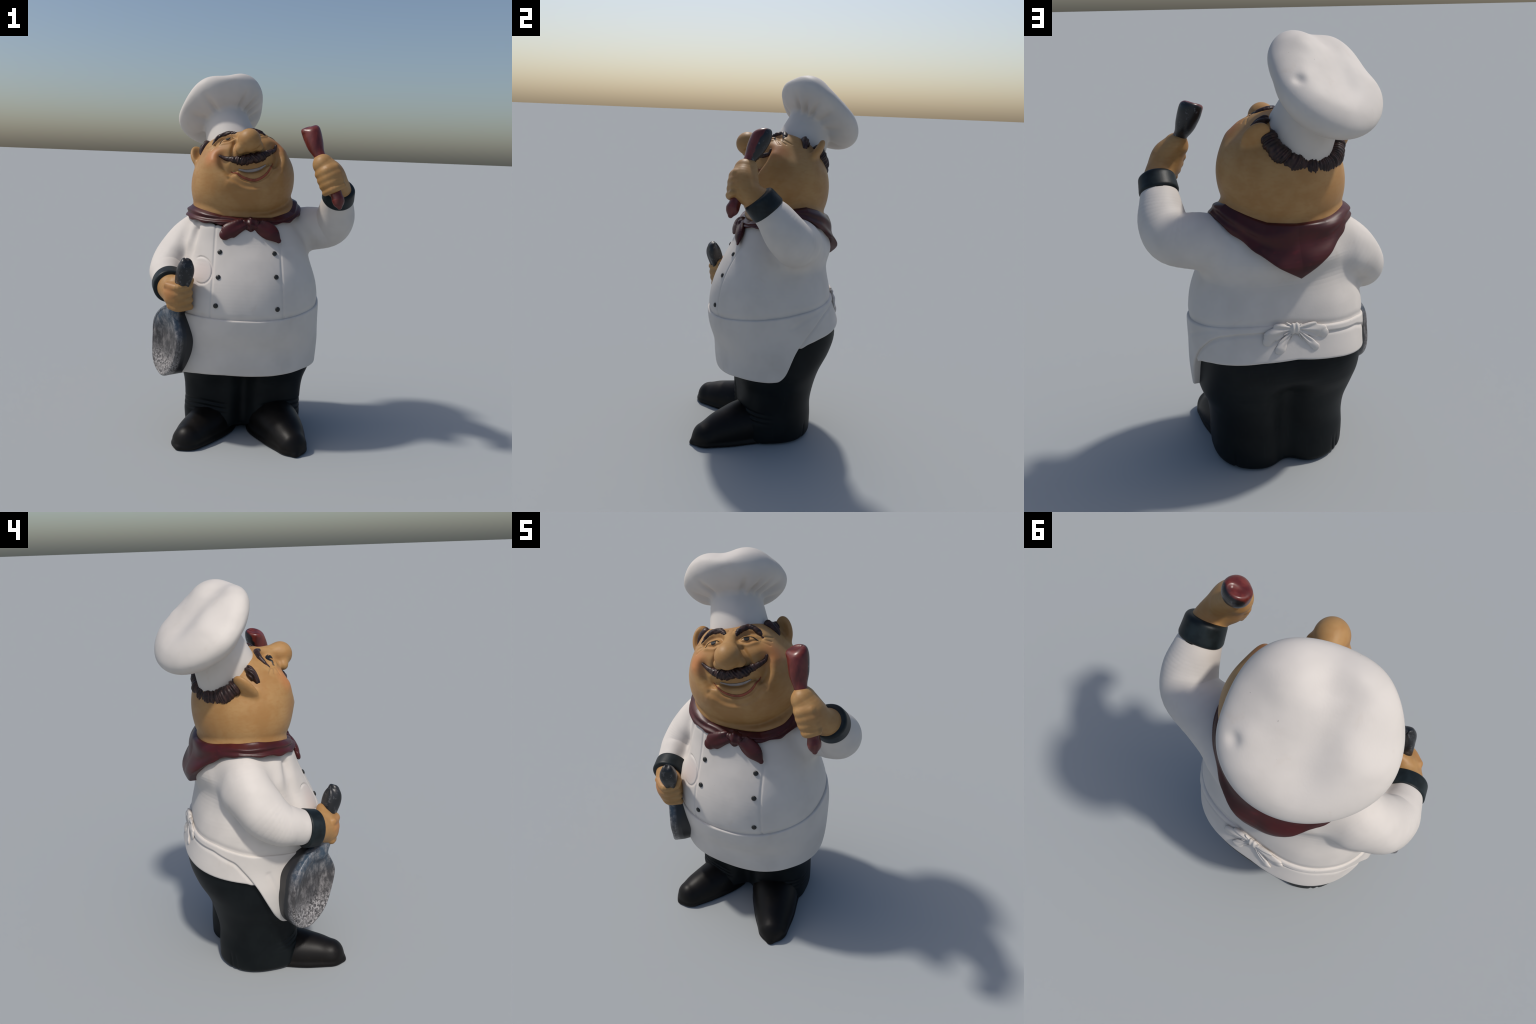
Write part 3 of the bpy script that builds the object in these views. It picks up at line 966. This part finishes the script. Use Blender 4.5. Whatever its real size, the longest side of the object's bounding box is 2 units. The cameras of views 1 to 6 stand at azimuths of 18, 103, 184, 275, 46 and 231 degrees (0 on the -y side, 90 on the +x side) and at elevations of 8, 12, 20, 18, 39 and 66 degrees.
blush = (0.50, 0.17, 0.06)
pale = (0.56, 0.36, 0.17)
skin = skin_paint('tan_skin', [
    (from_head((-0.178, -0.215, 0.028)), 0.015, 0.085, blush, 0.6),
    (from_head((0.190, -0.195, 0.034)), 0.015, 0.085, blush, 0.6),
    (from_head((-0.085, -0.24, 0.09)), 0.01, 0.05, (0.40, 0.19, 0.06), 0.5),
    (from_head((0.095, -0.23, 0.09)), 0.01, 0.05, (0.40, 0.19, 0.06), 0.5),
    ((-0.42, -0.27, 0.83), 0.01, 0.07, (0.48, 0.19, 0.07), 0.5),
    ((0.43, -0.20, 1.47), 0.01, 0.07, (0.48, 0.21, 0.08), 0.35)])
jacket_white = white_paint('jacket_white', [((-0.27, -0.21, 0.93), 0.03, 0.10, (0.62, 0.52, 0.48), 0.6), ((0.42, -0.03, 1.30), 0.02, 0.08, (0.52, 0.43, 0.36), 0.5)])
apron_white = white_paint('apron_white', [((-0.40, 0.0, 0.45), 0.04, 0.15, (0.55, 0.53, 0.50), 0.6)])
hat_white = white_paint('hat_white')
cuff_mat = plain('dark_cuff', (0.009, 0.014, 0.016), 0.45, 0.25, vary=0.4, scale=22)
hair_mat, scarf_mat, shoe_mat, trouser_mat = hair_paint(), scarf_paint(), shoe_paint(), trouser_paint()
button_mat = plain('dark_button', (0.020, 0.020, 0.018), 0.35, vary=0.4, scale=60)
lip_mat = plain('lip_red', (0.26, 0.055, 0.025), 0.4, vary=0.25, scale=40, grain=0)
teeth_mat = plain('tooth_grey', (0.36, 0.31, 0.29), 0.4, vary=0.1, scale=40, grain=0)
eye_mat = plain('eye_black', (0.012, 0.011, 0.010), 0.3, vary=0.3, scale=60, grain=0)

def label(C, tests, default):
    out = np.full(len(C), default, dtype=object)
    for nm, m in tests:
        out[m] = nm
    return out

def split_jacket(C):
    t = torso(C)
    l, r = sweep(C, L_ARM, 3), sweep(C, R_ARM, 3)
    return label(C, [('sleeve|a', (l < t - 0.004) & (C[:, 0] > 0.2)), ('sleeve|b', (r < t - 0.004) & (C[:, 0] < -0.2))], 'jacket')

def split_legs(C):
    low = C[:, 2] < 0.30
    return label(C, [('leg|a', low & (C[:, 0] > -0.015)), ('leg|b', low & (C[:, 0] <= -0.015))], 'trousers')

def split_head(C):
    q = to_head(C)
    f = face(q)
    return label(C, [('nose', nose(q) < f - 0.004), ('ear|a', ear(q, 1) < f - 0.002), ('ear|b', ear(q, -1) < f - 0.002)], 'head')

def split_hat(C):
    q = to_head(C)
    return label(C, [('hat_band', band(q) < crown(q))], 'hat_crown')

build('jacket', jacket_surface, (-0.62, -0.38, 0.36), (0.64, 0.50, 1.36), 0.0050, jacket_white, root, split_jacket)
ap = build('apron', apron_surface, (-0.50, -0.38, 0.28), (0.46, 0.50, 0.84), 0.0045, apron_white, root)
build('apron_bow', bow, (-0.24, 0.28, 0.64), (0.20, 0.48, 0.86), 0.0030, apron_white, ap)
build('trousers', legs_surface, (-0.44, -0.30, -0.02), (0.42, 0.46, 0.72), 0.0055, trouser_mat, root, split_legs)
for s in (1, -1):
    build('shoe', lambda P, s=s: shoe(P, s), (-0.46, -0.45, -0.02), (0.40, 0.30, 0.24), 0.0050, shoe_mat, root)

parts = build('head', head_surface, (-0.44, -0.26, 1.06), (0.34, 0.44, 1.78), 0.0042, skin, root, split_head)
head = parts['head']
for k, o in parts.items():
    if k != 'head':
        o.parent = head

def head_box(lo, hi):
    c = np.array([from_head((x, y, z)) for x in (lo[0], hi[0]) for y in (lo[1], hi[1]) for z in (lo[2], hi[2])])
    return c.min(0) - 0.01, c.max(0) + 0.01

def on_head(name, f, lo, hi, h, mat):
    a, b = head_box(lo, hi)
    return build(name, f, a, b, h, mat, head)

on_head('hair', lambda P: hair(to_head(P)), (-0.25, -0.16, 0.14), (0.25, 0.17, 0.28), 0.0034, hair_mat)
on_head('moustache', lambda P: moustache(to_head(P)), (-0.18, -0.28, -0.09), (0.20, -0.18, 0.05), 0.0026, hair_mat)
for s in (-1, 1):
    x0, x1 = sorted((s * 0.01, s * 0.18))
    on_head('eyebrow', lambda P, s=s: eyebrow(to_head(P), s), (x0, -0.26, 0.11), (x1, -0.14, 0.21), 0.0026, hair_mat)
    x0, x1 = sorted((s * 0.11, s * 0.24))
    on_head('sideburn', lambda P, s=s: sideburn(to_head(P), s), (x0, -0.16, 0.13), (x1, -0.06, 0.26), 0.0026, hair_mat)
    x0, x1 = sorted((s * 0.05, s * 0.11))
    on_head('eye', lambda P, s=s: iris(P, s), (x0, -0.26, 0.09), (x1, -0.20, 0.13), 0.0018, eye_mat)
    x0, x1 = sorted((s * 0.04, s * 0.15))
    on_head('eyelash', lambda P, s=s: eyelash(P, s), (x0, -0.26, 0.08), (x1, -0.17, 0.14), 0.0018, eye_mat)
on_head('lip', lip, (-0.13, -0.25, -0.16), (0.15, -0.12, -0.03), 0.0020, lip_mat)
on_head('teeth', teeth, (-0.09, -0.25, -0.11), (0.11, -0.15, -0.05), 0.0020, teeth_mat)

a, b = head_box((-0.29, -0.42, 0.15), (0.29, 0.17, 0.60))
build('hat', hat_surface, a, b, 0.0050, hat_white, root, split_hat)

sc = build('neckerchief', scarf, (-0.46, -0.24, 1.00), (0.36, 0.46, 1.36), 0.0038, scarf_mat, root)
build('knot', knot, (-0.08, -0.20, 1.13), (0.06, -0.09, 1.25), 0.0028, scarf_mat, sc)
for s in (-1, 1):
    build('neckerchief_tail', lambda P, s=s: scarf_tail(P, s), (-0.22, -0.23, 1.05), (0.20, -0.08, 1.24), 0.0028, scarf_mat, sc)

lh = build('hand', left_hand, (0.27, -0.29, 1.28), (0.58, 0.0, 1.62), 0.0032, skin, root)
rh = build('hand', right_hand, (-0.54, -0.36, 0.70), (-0.26, -0.02, 0.96), 0.0032, skin, root)
build('cuff', left_cuff, (0.34, -0.24, 1.22), (0.62, 0.06, 1.50), 0.0034, cuff_mat, root)
build('cuff', right_cuff, (-0.57, -0.22, 0.72), (-0.30, -0.02, 1.0), 0.0034, cuff_mat, root)
build('spoon', spoon, (0.20, -0.29, 1.27), (0.50, 0.02, 1.78), 0.0030, spoon_paint(), root)
pn = build('frying_pan', pan, (-0.60, -0.40, 0.28), (-0.24, 0.08, 0.86), 0.0036, pan_paint(), root)
build('pan_handle', pan_handle, (-0.44, -0.36, 0.74), (-0.27, -0.20, 1.05), 0.0030, worn_black('black_handle'), pn)

# buttons: flattened domes seated on the chest
def dome(P):
    return ellipsoid(P, (0, 0, 0), (0.0132, 0.0132, 0.0065))
from mathutils import Vector
bv, bq, bn = surface_nets(dome, (-0.02, -0.02, -0.014), (0.02, 0.02, 0.014), 0.0016)
first = None
for x, z in ((-0.168, 1.037), (-0.172, 0.912), (-0.180, 0.768), (0.121, 1.038), (0.132, 0.922), (0.143, 0.758)):
    y = np.linspace(-0.45, 0.0, 900)
    P = np.stack([np.full_like(y, x), y, np.full_like(y, z)], -1)
    p = P[np.argmax(jacket_surface(P) < 0)]
    g = gradient(jacket_surface, p[None], 0.01)[0]
    if first is None:
        first = ob = new_object('button', bv, bq, bn, button_mat, root)
    else:
        ob = first.copy()
        bpy.context.scene.collection.objects.link(ob)
        ob.parent = root
    ob.location = tuple(p + unit(g) * 0.002)
    ob.rotation_mode = 'QUATERNION'
    ob.rotation_quaternion = Vector(tuple(g)).to_track_quat('Z', 'Y')
